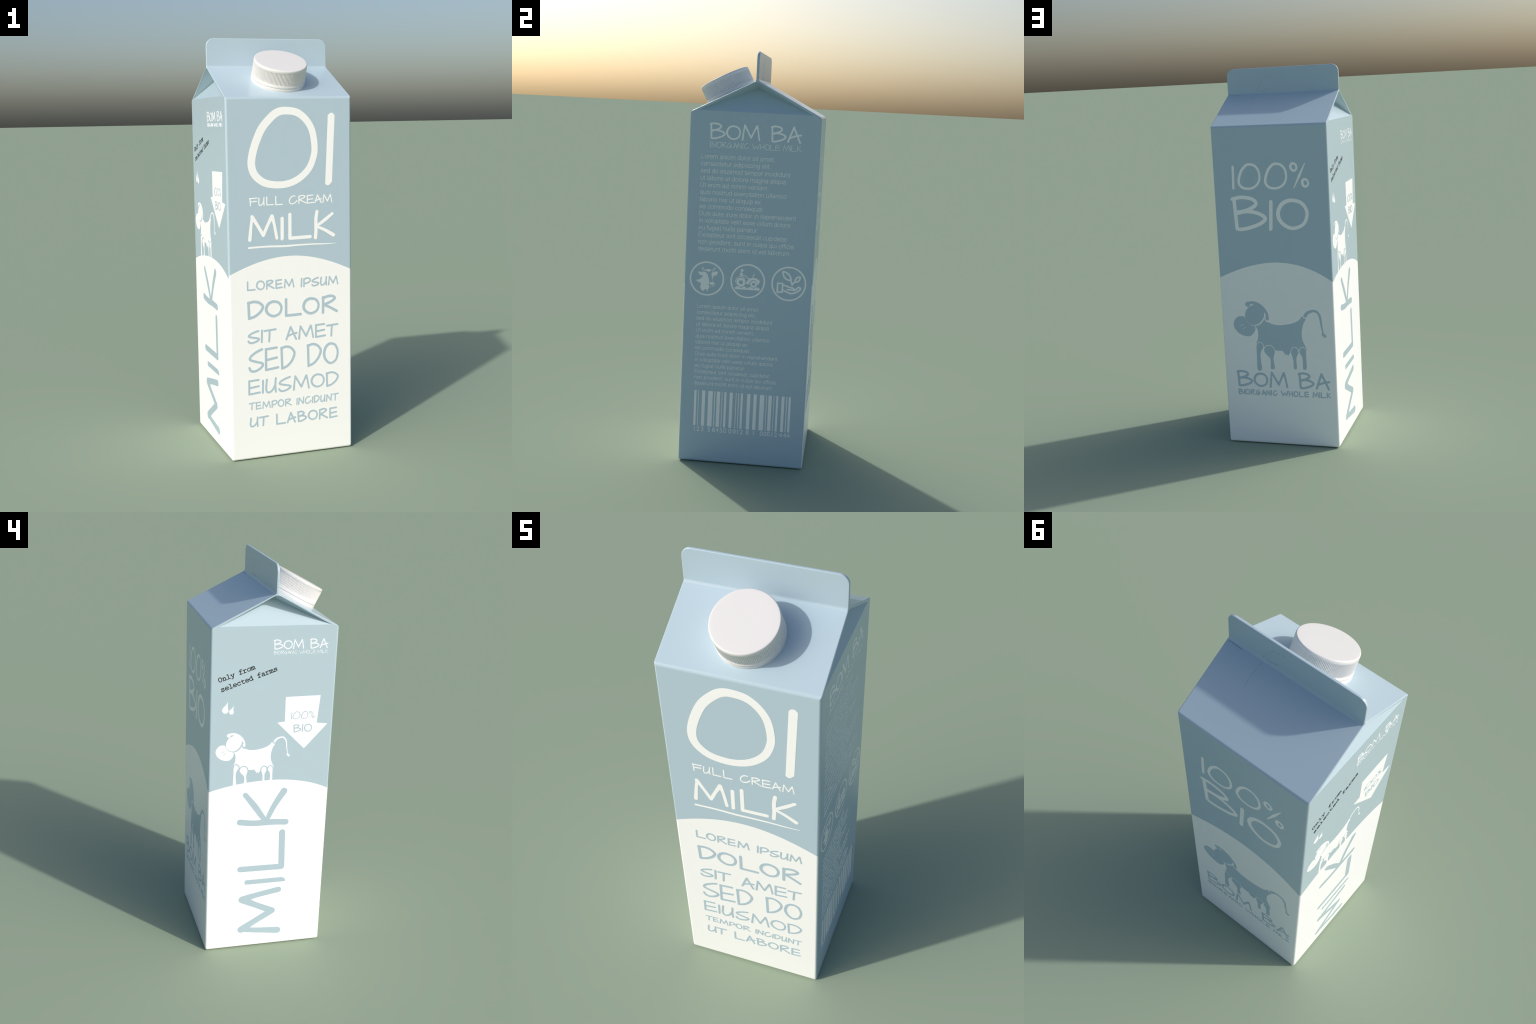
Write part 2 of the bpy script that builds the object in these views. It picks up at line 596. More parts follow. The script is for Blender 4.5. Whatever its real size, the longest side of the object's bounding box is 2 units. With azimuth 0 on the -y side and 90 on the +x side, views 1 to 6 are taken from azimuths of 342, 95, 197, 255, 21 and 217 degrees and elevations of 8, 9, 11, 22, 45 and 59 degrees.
def letter(ch, x0, x1, y0, y1, w, turned=False):
    """Pen strokes of one letter inside its outer ink box (mm)."""
    e = w / 2
    bx0, bx1, by0, by1 = x0 + e, max(x1 - e, x0 + e + 0.01), y0 + e, y1 - e

    def at(p):
        if turned:      # reading upwards: letter's right is +v, its top is -u
            return (bx1 - p[1] * (bx1 - bx0), by0 + p[0] * (by1 - by0))
        return (bx0 + p[0] * (bx1 - bx0), by0 + p[1] * (by1 - by0))
    if ch in "I1" and not turned and x1 - x0 < 1.5 * w:      # a single upright
        lean = (x1 - x0 - w) / 2
        c = (x0 + x1) / 2
        if w > 10:                                            # a broad marker leaves blunt ends
            k = w * .32
            return [Shape([(c + lean - w / 2, y1 - k), (c + lean - w / 2 + k, y1), (c + lean + w / 2 - k, y1), (c + lean + w / 2, y1 - k),
                           (c - lean + w / 2, y0 + k * 1.4), (c - lean + w / 2 - k * 1.4, y0), (c - lean - w / 2 + k * .7, y0), (c - lean - w / 2, y0 + k * .7)], False)]
        return [Stroke([(c + lean, by1), (c - lean, by0)], w)]
    out = []
    for kind, P, *press in PEN[ch]:
        pts = [at(p) for p in P]
        if press:
            press = [w * k for k in press[0]]
        if kind == "o":
            m = len(P) * 4
            q = spline(pts, True, 4)
            # the pen is heavier on the left and lower part of closed loops
            ws = [w * (1.0 - 0.10 * cos(2 * pi * i / m - pi / 2 - .3)) for i in range(len(q))]
            out.append(Stroke(q, ws, True))
        elif kind == "c":
            out.append(Stroke(spline(pts, False, 5), press or w))
        elif kind == "t":
            out.append(Stroke([pts[0], tuple((pts[0][i] + pts[1][i]) / 2 for i in (0, 1)), pts[1]],
                              [w * .35, w * 1.05, w * .35]))
        else:
            out.append(Stroke(pts, w))
    return out


def write(wall, text, base, top, pen, spans, mat, name="lettering", fit=None, lift=INK):
    """Letters of one word; spans are each letter's left and right ink edges."""
    marks = []
    for ch, sp in zip(text, spans):
        b, t = (sp[2], sp[3]) if len(sp) == 4 else (base, top)
        marks += letter(ch, sp[0], sp[1], b, t, pen)
    return printed(name, wall, marks, mat, lift, fit=fit)


# ---- front wall: numeral, name and a column of lettering
write("front", "01", 1293, 1666, 34, [(-204.7, 140.4, 1292.7, 1665.8), (176, 225.5, 1298, 1636)], INK_WHITE, "numeral")
write("front", "FULL", 1214, 1255, 5.2, [(-202.9, -160.8), (-158.2, -126.5), (-119.8, -82.6, 1214.7, 1257.5), (-75.9, -37.1, 1214, 1258)], INK_WHITE)
write("front", "CREAM", 1214.5, 1257, 5.2, [(-7.5, 35.7), (38.5, 80.6), (82, 118.9), (120.3, 158.8), (161.6, 211.4)], INK_WHITE)
write("front", "MILK", 1048, 1176, 16, [(-210.4, -61.7, 1050, 1176), (-51, -34.1, 1048, 1159), (-14.5, 105.4), (116.5, 224, 1044, 1183.5)], INK_WHITE)
printed("underline", "front", [Stroke(spline([(-208, 1021), (-120, 1023), (-30, 1020), (17, 1021.5), (110, 1022), (170, 1020), (232, 1020.5)], False, 3),
                                      [8.6, 8.2, 9.4, 8.8, 7.4, 6.2, 4.6, 1.2])], INK_WHITE)
write("front", "LOREM", 819, 865.5, 7.6, [(-222.6, -178.1), (-176.9, -132.1), (-128.5, -84.6), (-81, -43.9), (-39.1, 15)], INK_BLUE)
write("front", "IPSUM", 818, 864.5, 7.6, [(45.8, 55), (56.9, 98.8), (100.6, 141.7), (145, 182.4), (185.4, 240)], INK_BLUE)
write("front", "DOLOR", 681, 772.5, 13, [(-223.2, -137.6), (-135.1, -46.1, 683.8, 766.5), (-37.1, 51.3), (53.3, 142.7, 682.5, 767.4), (150.7, 237.6)], INK_BLUE)
write("front", "SIT", 565, 631, 9.6, [(-223.8, -161.2), (-157.6, -146.2), (-143.3, -77.5)], INK_BLUE)
write("front", "AMET", 565, 636, 9.6, [(-34, 27.9), (30.4, 112.5), (116.8, 174.5), (174.5, 239.4, 565, 630)], INK_BLUE)
write("front", "SED", 425.5, 543, 11.8, [(-222.1, -142.9), (-139.6, -66.9), (-61.6, 17.4)], INK_BLUE)
write("front", "DO", 425.5, 543, 11.8, [(73.1, 152.6), (157.6, 240.1, 428.9, 538)], INK_BLUE)
write("front", "EIUSMOD", 316, 393, 9.6, [(-224.6, -161.1), (-156.3, -145.1, 318, 387), (-139.2, -79.8), (-74.2, -6.1), (.6, 88.2),
                                         (92.5, 165.6, 319, 389.6), (170.6, 240.4)], INK_BLUE)
write("front", "TEMPOR", 243, 281.3, 6.2, [(-222.6, -188.3), (-188.2, -159.5), (-156.2, -112.8), (-110.5, -78.9), (-77.9, -44.1), (-41.5, -5.6)], INK_BLUE)
write("front", "INCIDUNT", 243, 282, 6.2, [(17.3, 24.9, 243, 278.6), (26.6, 58.5), (60.8, 96.6), (98.2, 105.5, 244, 278), (107.6, 139.8),
                                         (141.5, 169.3), (171.7, 203.5), (205.2, 240)], INK_BLUE)
write("front", "UT", 157.7, 209.5, 8.4, [(-220, -174.7), (-173.6, -122.2)], INK_BLUE)
write("front", "LABORE", 156.3, 213, 8.4, [(-88.1, -36.1), (-32.7, 16.4), (19.8, 71.9), (75.9, 128.5, 158.5, 210.5), (132.5, 182.8), (187.9, 233.5)], INK_BLUE)

# ---- the maker's mark, used on three walls
MARK = [("BOM", 317.3, 410.5, 1.0, [(-246.8, -154.7), (-152.4, -68.7, 319, 400), (-63.2, 41.1)]),
        ("BA", 317.0, 411.0, 1.0, [(96.1, 186.5), (191.1, 272)]),
        ("BIORGANIC", 272.3, 304.8, 0.53, [(-243.1, -212.2), (-210.1, -203.3), (-202.5, -175.9), (-173.3, -145.4), (-142.7, -116.3),
                                           (-110.9, -84.6), (-84.7, -59.8), (-58, -51.4), (-46.2, -20.1)]),
        ("WHOLE", 272.3, 305.2, 0.53, [(-2.4, 39.8), (41.1, 65.6), (68.1, 95.2), (97.9, 124.9), (127.5, 154.3)]),
        ("MILK", 273, 306, 0.53, [(171.7, 207.8), (208.5, 214.9), (217, 244.9), (248.8, 271.4)])]


def makers_mark(wall, pen, mat, fit=None, small=0.5):
    for text, b, t, k, spans in MARK:
        write(wall, text, b, t, pen * (k if k == 1 else small), spans, mat, fit=fit)


makers_mark("back", 12.0, INK_BLUE)
makers_mark("left", 8.8, INK_BRIGHTER_WHITE, (0.5165, 118.5, 1440.5), 0.25)
makers_mark("right", 9.8, INK_WHITE, (0.8373, -8.0, 1320.5), 0.28)

# ---- back wall
write("back", "100%", 1382.5, 1520, 12.6, [(-209, -189, 1384.7, 1509.6), (-175.4, -49), (-31.4, 93.6), (104.3, 207.6)], INK_WHITE)
write("back", "BIO", 1167, 1353.8, 19, [(-219.7, -26.9), (-18.8, 8.4, 1167.6, 1328.3), (23.9, 196.9, 1171.5, 1335.2)], INK_WHITE)

# ---- the little cow: outlines in millimetres as it stands on the back wall
COW = {
    "body": [(-73, 701), (-63, 688), (-49, 678), (-19, 667), (19, 665), (64, 672), (100, 684), (121, 698), (135, 716), (141, 707), (154, 700),
             (141, 677), (131, 641), (129, 606), (133, 583), (144, 557), (154, 535), (140, 534), (63, 529), (24, 526), (-18, 526), (-72, 534),
             (-98, 554), (-119, 563), (-124, 565), (-114, 587), (-111, 617), (-114, 640), (-123, 664), (-96, 688)],
    "udder": [(22, 529), (28, 514), (33, 507), (34, 498), (38, 505), (44, 506), (50, 498), (54, 507), (61, 517), (64, 533)],
    "leg": [[(-119, 561), (-105, 567), (-90, 556), (-87, 540), (-97, 524), (-104, 503), (-104, 467), (-101, 417), (-125, 416), (-125, 481), (-124, 538)],
            [(-56, 551), (-38, 546), (-27, 530), (-26, 510), (-33, 485), (-31, 455), (-29, 425), (-50, 424), (-49, 457), (-52, 481), (-68, 498),
             (-81, 516), (-81, 532), (-71, 546)],
            [(87, 545), (100, 539), (105, 523), (103, 508), (94, 490), (93, 460), (93, 430), (77, 429), (77, 468), (73, 492), (67, 512), (68, 530), (77, 542)],
            [(129, 545), (143, 540), (148, 527), (147, 492), (147, 432), (128, 430), (128, 476), (123, 500), (114, 513), (112, 529), (120, 541)]],
    "muzzle": [(-204, 709), (-226, 701), (-242, 681), (-246, 660), (-238, 637), (-219, 616), (-196, 604), (-168, 599), (-147, 606), (-130, 625),
               (-125, 646), (-130, 664), (-157, 687), (-183, 705)],
    "nostril": [[(-206, 655), (-192, 665)], [(-194, 639), (-181, 650)]],
    "head": [(-128, 662), (-152, 667), (-172, 685), (-179, 707), (-174, 734), (-159, 756), (-146, 764), (-128, 772), (-130, 775), (-145, 775),
             (-151, 764), (-157, 760), (-167, 763), (-174, 771), (-174, 778), (-168, 785), (-151, 790), (-132, 792), (-109, 787), (-85, 774),
             (-66, 754), (-52, 731), (-47, 707), (-48, 694), (-55, 689), (-64, 695), (-66, 705), (-62, 718), (-70, 732), (-73, 712), (-84, 691),
             (-103, 672)],
    "tail": [(152, 718), (159, 728), (173, 739), (197, 746), (217, 740), (230, 720), (235, 691), (238, 662), (242, 645), (244, 627)],
    "tail_width": [18, 17, 15, 12.5, 12.5, 12, 11, 9, 7.5, 7],
}


def cow(wall, mat, gap, thin, fit=None, feet=None):
    """Body first, then each limb cut clear of it by a thin bare line."""
    marks = [Shape(COW["body"], n=4), Shape(COW["udder"], n=3)]
    for L in COW["leg"]:
        leg = Shape(L, n=4)
        marks.append(leg.grown(gap, ink=False))
    for L in COW["leg"]:
        marks.append(Shape(L, n=4).grown(-thin))
    skull = disc(-126, 719, 51 + gap, ink=False, ry=54 + gap)
    marks.append(Shape(COW["muzzle"], n=4))
    marks.append(disc(-126, 716, 52 + gap * .9, ink=False, ry=54 + gap))
    head = Shape(COW["head"], n=4)
    ear = Stroke([(-62, 700), (-55, 690), (-48, 700)], 14 + 2 * gap, ink=False)
    marks += [ear, head.grown(-thin * 0.4)]
    for s in COW["nostril"]:
        marks.append(Stroke(s, 3 + thin * .7, ink=False))
    tail = spline(COW["tail"], False, 4)
    marks.append(disc(152, 719, 11 + gap, ink=False, n=20))
    marks.append(Stroke(tail, [w - 1.7 * thin for w in COW["tail_width"]]))
    marks.append(Stroke([(244, 622), (254, 612)], 15 - thin))
    return printed("cow_print", wall, marks, mat, fit=fit)


cow("back", INK_BLUE, 4.2, 0.0)
cow("left", INK_BRIGHTER_WHITE, 5.6, 2.4, (0.7346, -94.5, 619.4))

# ---- left wall: upright word, arrow, drops and typewritten line
up = []
for ch, x0, x1, y0, y1 in (("M", -143, 95, 62, 342), ("I", -110, 109, 369, 396),
                           ("L", -150, 99, 438, 670), ("K", -160, 110, 694, 897)):
    if ch == "I":
        up.append(Shape([(-110, 378), (-106, 395), (88, 396), (104, 388), (109, 370), (20, 369), (-104, 369)], False))
    else:
        up += letter(ch, x0, x1, y0, y1, 36 if ch == "M" else 32, turned=True)
printed("upright_lettering", "left", up, INK_BLUE)
arrow = printed("arrow_print", "left", [Shape([(62.7, 1370), (237, 1372.4), (225.2, 1232.3), (279.7, 1226), (167.4, 1103), (26, 1242.4), (63.5, 1246)], False)], INK_BRIGHTER_WHITE)
write("left", "100%", 1256, 1295.5, 3.7, [(93.2, 100, 1256.7, 1291.4), (101.9, 140.9), (144, 180.8), (185, 213.6)], INK_BLUE, lift=INK * 2)
write("left", "BIO", 1188, 1230, 5.6, [(107.1, 148.9), (151.8, 158.3), (162.4, 203.4)], INK_BLUE, lift=INK * 2)


def drop(tx, ty, cx, cy, r):
    P = [(tx, ty), (tx - .30 * (tx - cx) - 3, ty - .27 * (ty - cy)), (cx - r * .95, cy + r * .55), (cx - r, cy - r * .25), (cx - r * .45, cy - r * .93),
         (cx + r * .35, cy - r * .95), (cx + r * .95, cy - r * .3), (cx + r * .8, cy + r * .6), (tx - .12 * (tx - cx) - .3, cy + .62 * (ty - cy))]
    return Shape(P, n=5)


printed("milk_drop", "left", [drop(-220, 1358, -232, 1316, 15)], INK_BRIGHTER_WHITE)
printed("milk_drop", "left", [drop(-193, 1336, -202, 1306, 11)], INK_BRIGHTER_WHITE)

# typewriter letters: cell one unit wide, x-height 0.72, stems with slab feet
TYPE = {
    "O": [("o", [(.5, .98), (.75, .88), (.87, .5), (.75, .1), (.5, 0), (.25, .1), (.13, .5), (.25, .88)])],
    "n": [("l", [(.08, .7), (.26, .7), (.26, 0)]), ("l", [(.1, 0), (.42, 0)]), ("c", [(.26, .5), (.45, .69), (.62, .7), (.74, .55)]),
          ("l", [(.74, .55), (.74, 0)]), ("l", [(.6, 0), (.92, 0)])],
    "l": [("l", [(.25, 1.03), (.5, 1.03), (.5, 0)]), ("l", [(.15, 0), (.85, 0)])],
    "y": [("l", [(.18, .7), (.5, .05)]), ("l", [(.85, .7), (.4, -.28), (.12, -.28)]), ("l", [(.06, .7), (.32, .7)]), ("l", [(.68, .7), (.95, .7)])],
    "f": [("c", [(.85, 1.02), (.65, 1.05), (.47, .98), (.42, .8)]), ("l", [(.42, .82), (.42, 0)]), ("l", [(.15, .68), (.78, .68)]), ("l", [(.15, 0), (.75, 0)])],
    "r": [("l", [(.1, .7), (.34, .7), (.34, 0)]), ("l", [(.1, 0), (.72, 0)]), ("c", [(.34, .42), (.52, .64), (.7, .72), (.88, .66)])],
    "o": [("o", [(.5, .72), (.78, .62), (.87, .36), (.78, .1), (.5, 0), (.22, .1), (.13, .36), (.22, .62)])],
    "m": [("l", [(.0, .7), (.13, .7), (.13, 0)]), ("c", [(.13, .52), (.28, .7), (.4, .7), (.48, .55)]), ("l", [(.48, .55), (.48, 0)]),
          ("c", [(.48, .52), (.64, .7), (.76, .7), (.85, .55)]), ("l", [(.85, .55), (.85, 0)]), ("l", [(.02, 0), (.24, 0)]), ("l", [(.4, 0), (.57, 0)]), ("l", [(.76, 0), (.98, 0)])],
    "s": [("c", [(.78, .55), (.7, .69), (.5, .72), (.27, .65), (.25, .48), (.5, .38), (.76, .29), (.82, .14), (.62, .01), (.38, .01), (.18, .14)]),
          ("l", [(.8, .7), (.79, .52)]), ("l", [(.17, .2), (.17, .0)])],
    "e": [("c", [(.16, .38), (.86, .38), (.8, .6), (.5, .72), (.24, .62), (.13, .36), (.24, .08), (.52, 0), (.86, .08)])],
    "c": [("c", [(.78, .52), (.68, .68), (.48, .72), (.22, .6), (.13, .35), (.25, .08), (.52, 0), (.84, .1)]), ("l", [(.8, .7), (.79, .48)])],
    "t": [("c", [(.38, .95), (.38, .2), (.48, .02), (.66, .0), (.88, .08)]), ("l", [(.15, .68), (.8, .68)])],
    "d": [("o", [(.45, .7), (.68, .6), (.76, .36), (.68, .1), (.45, 0), (.2, .1), (.1, .36), (.2, .6)]), ("l", [(.55, 1.03), (.76, 1.03), (.76, 0), (.95, 0)])],
    "a": [("c", [(.2, .62), (.45, .72), (.65, .66), (.71, .5)]), ("l", [(.71, .5), (.71, 0), (.92, 0)]),
          ("c", [(.71, .4), (.5, .43), (.22, .34), (.13, .18), (.25, .02), (.5, .02), (.71, .15)])],
}


def typed(wall, text, u, v, pitch, angle, pen):
    ca, sa = cos(angle), sin(angle)
    for k, ch in enumerate(text):
        if ch == " ":
            continue
        marks = []
        for kind, P in TYPE[ch]:
            pts = []
            for px, py in P:
                a, b = (px - .5 + k) * pitch, py * pitch
                pts.append((u + a * ca - b * sa, v + a * sa + b * ca))
            if kind == "o":
                marks.append(Stroke(spline(pts, True, 4), pen, True))
            else:
                marks.append(Stroke(spline(pts, False, 4) if kind == "c" else pts, pen))
        printed("typed_letter", wall, marks, INK_DARK)


typed("left", "Only from", -257, 1458, 20.6, radians(19.3), 3.6)
typed("left", "selected farms", -244.5, 1411, 20.6, radians(19.6), 3.6)

# ---- right wall: badges
BADGE_R, BADGE_PEN, BADGE_Z = 83.5, 7.6, 921.7


def badge(u, marks):
    r = BADGE_R - BADGE_PEN / 2
    n = 72
    ring = Stroke([(r * cos(2 * pi * i / n), r * sin(2 * pi * i / n)) for i in range(n)], BADGE_PEN, True)
    o = printed("badge", "right", [ring], INK_WHITE, fit=(1, u, BADGE_Z))
    printed("badge_picture", "right", marks, INK_WHITE, fit=(1, u, BADGE_Z), parent=o)


badge(-198.5, [
    Shape([(-19, 32), (-10, 32), (-2, 26), (3, 20), (7, 7), (10, -6), (12, -16), (11, -27), (4, -25), (10, -32), (13, -38), (9, -49), (6, -57),
           (-1, -65), (2, -53), (-4, -52), (-10, -55), (-14, -61), (-19, -61), (-25, -55), (-30, -46), (-31, -39), (-28, -29), (-29, -23), (-36, -20),
           (-44, -20), (-44, -14), (-55, -12), (-45, -8), (-34, -4), (-27, 2), (-22, 8), (-20, 11), (-24, 15), (-32, 15), (-38, 21), (-43, 30),
           (-35, 32), (-24, 29)], n=3),
    Shape([(24, 30), (31, 34), (41, 37), (49, 37), (52, 32), (48, 23), (42, 17), (31, 16), (31, 9), (28, 3), (27, -4), (31, -15), (36, -17),
           (38, -21), (35, -28), (30, -31), (23, -29), (16, -28), (13, -22), (15, -18), (19, -16), (29, -15), (25, -5), (25, 6), (24, 13), (21, 20),
           (22, 28)], n=3),
    Shape([(-12, 40), (-3, 45), (6, 47), (13, 45), (20, 42), (14, 37), (9, 34), (5, 30), (3, 35), (0, 38), (-12, 37)], n=3),
    Stroke(spline([(-17, 32), (-23, 38), (-25, 45), (-24, 50), (-20, 55), (-18, 46), (-11, 39)], False, 4), [2, 2.5, 2.8, 2.8, 2, 2.8, 2.8]),
    Stroke(spline([(19, 41), (28, 47), (38, 56), (39, 51), (31, 42), (24, 33)], False, 4), [2.5, 2.8, 2, 2.6, 2.8, 2.2]),
    Stroke(spline([(4, -25), (13, -37), (22, -40), (30, -37), (39, -31)], False, 4), 2.2),
    Stroke(spline([(11, -27), (19, -33), (27, -35)], False, 4), 1.6, ink=False),
])


def wheel(cx, cy, r, hub, drop_):
    """A tyre whose foot dips to a point between the clods."""
    tyre = [(cx + r * cos(a) * (1 if sin(a) > -.75 else .9), cy + r * sin(a)) for a in [2 * pi * i / 28 for i in range(28)]]
    return [Shape(tyre, n=2), Shape([(cx - r * .6, cy - r * .72), (cx + r * .6, cy - r * .72), (cx, cy - r - drop_)], False), disc(cx, cy, hub, False)]


badge(-1.4, [
    Shape([(-60, -42), (-60, -34), (-55, -29), (-47, -27), (-38, -30), (-31, -36), (-24, -30), (-17, -27), (-9, -29), (-1, -36), (6, -30), (13, -27),
           (21, -29), (30, -35), (37, -29), (45, -27), (54, -29), (59, -33), (59, -42)], False),
    *wheel(-32, -7, 22, 9.7, 1.5), *wheel(29, -13, 16.3, 7.6, 1.0),
    Stroke(spline([(-58, -7), (-56, 4), (-50, 14), (-40, 19), (-31, 20.5), (-22, 17.5), (-13, 11.5)], False, 4), 3.6),
    Shape([(4, 14), (23, 18), (39, 17), (51, 11), (58, 5), (58, 0), (52, -15), (48, -15), (47, -10), (44, -2), (38, 5), (28, 7.5), (18, 4.5), (10.5, -4),
           (9, -14), (-7, -14), (-6, -3), (-1, 2), (3, 10)], False),
    Stroke([(-26, 26), (-12, 26.5), (4, 11)], 4.2, square=False),
    Shape([(-38, 39), (-33, 41), (-27, 40), (-23, 27), (-28, 25), (-38, 24)], False),
    Shape([(-43, 50.5), (-37, 51), (-34, 56), (-30, 57.5), (-25, 56), (-22, 52), (-18, 48.5), (-24, 49), (-33, 50)], n=2),
    Shape([(-35, 48.5), (-25, 48.5), (-26.5, 44), (-30, 42), (-33.5, 44)], n=2),
    Stroke(spline([(25, 18), (25, 27), (27, 32), (31.5, 35)], False, 4), 3.8),
])
badge(195.6, [
    Stroke([(-53, 0), (-29, 0), (-29, -42), (-53, -43)], 7.8, True),
    Stroke(spline([(-30, 57), (-15, 54), (0, 43), (8, 29), (8, 19), (-7, 19), (-21, 29), (-28, 43)], True, 4), 7.8, True),
    Stroke(spline([(8, 24), (11, 11), (16, -4)], False, 4), 8),
    Stroke(spline([(52, 36), (40, 34), (32, 25), (29, 12), (41, 13), (50, 22)], True, 4), 7.8, True),
    Stroke(spline([(29, 12), (21, 4), (16, -5)], False, 4), 8),
    Stroke(spline([(-26, -7), (-13, -10), (3, -16), (18, -18), (25, -22), (31, -27)], False, 4), 8),
    Stroke(spline([(-6, -28), (12, -28), (32, -28), (41, -19), (49, -13), (57, -20), (52, -28), (37, -39), (14, -46), (-1, -42), (-25, -33)], False, 5), 8),
])

# ---- right wall: small print in the built-in sans face
PARAGRAPH = ["Lorem ipsum dolor sit amet,", "consectetur adipiscing elit,", "sed do eiusmod tempor incididunt",
             "ut labore et dolore magna aliqua.", "Ut enim ad minim veniam,", "quis nostrud exercitation ullamco",
             "laboris nisi ut aliquip ex", "ea commodo consequat.", "Duis aute irure dolor in reprehenderit",
             "in voluptate velit esse cillum dolore", "eu fugiat nulla pariatur.", "Excepteur sint occaecat cupidatat",
             "non proident, sunt in culpa qui officia", "deserunt mollit anim id est laborum."]


def text_mesh(body):
    cu = bpy.data.curves.new("type", "FONT")
    cu.body = body
    cu.size = 1.0
    cu.resolution_u = 3
    cu.fill_mode = "BOTH"
    cu.extrude = 0.0
    o = bpy.data.objects.new("type", cu)
    bpy.context.scene.collection.objects.link(o)
    dg = bpy.context.evaluated_depsgraph_get()
    me = bpy.data.meshes.new_from_object(o.evaluated_get(dg), depsgraph=dg)
    bpy.data.objects.remove(o, do_unlink=True)
    bpy.data.curves.remove(cu)
    return me


def set_type(wall, body, u, v, sx, sy, name, center=False):
    """Lay one line of type on a wall; sx, sy are mm per em."""
    me = text_mesh(body)
    o, U, V = WALLS[wall]
    N = U.cross(V)
    bm = bmesh.new()
    bm.from_mesh(me)
    bmesh.ops.remove_doubles(bm, verts=bm.verts, dist=1e-5)
    xs = [q.co.x for q in bm.verts]
    off = (min(xs) + max(xs)) / 2 if center else min(xs)
    for q in bm.verts:
        q.co = o + U * ((u + (q.co.x - off) * sx) / 1000) + V * ((v + q.co.y * sy) / 1000) + N * INK
    for f in bm.faces:
        f.normal_update()
        if f.normal.dot(N) < 0:
            f.normal_flip()
    rim = [e for e in bm.edges if e.is_boundary]
    r = bmesh.ops.extrude_edge_only(bm, edges=rim)
    for g in r["geom"]:
        if isinstance(g, bmesh.types.BMVert):
            g.co -= N * (INK + 0.0004)
    out = bpy.data.meshes.new(name)
    bm.to_mesh(out)
    bm.free()
    bpy.data.meshes.remove(me)
    out.materials.append(INK_WHITE)
    return add_object(name, out, parts["wall"])


def line_width(body):
    me = text_mesh(body)
    xs = [q.co.x for q in me.vertices]
    hs = [q.co.y for q in me.vertices]
    bpy.data.meshes.remove(me)
    return max(xs) - min(xs), max(hs)


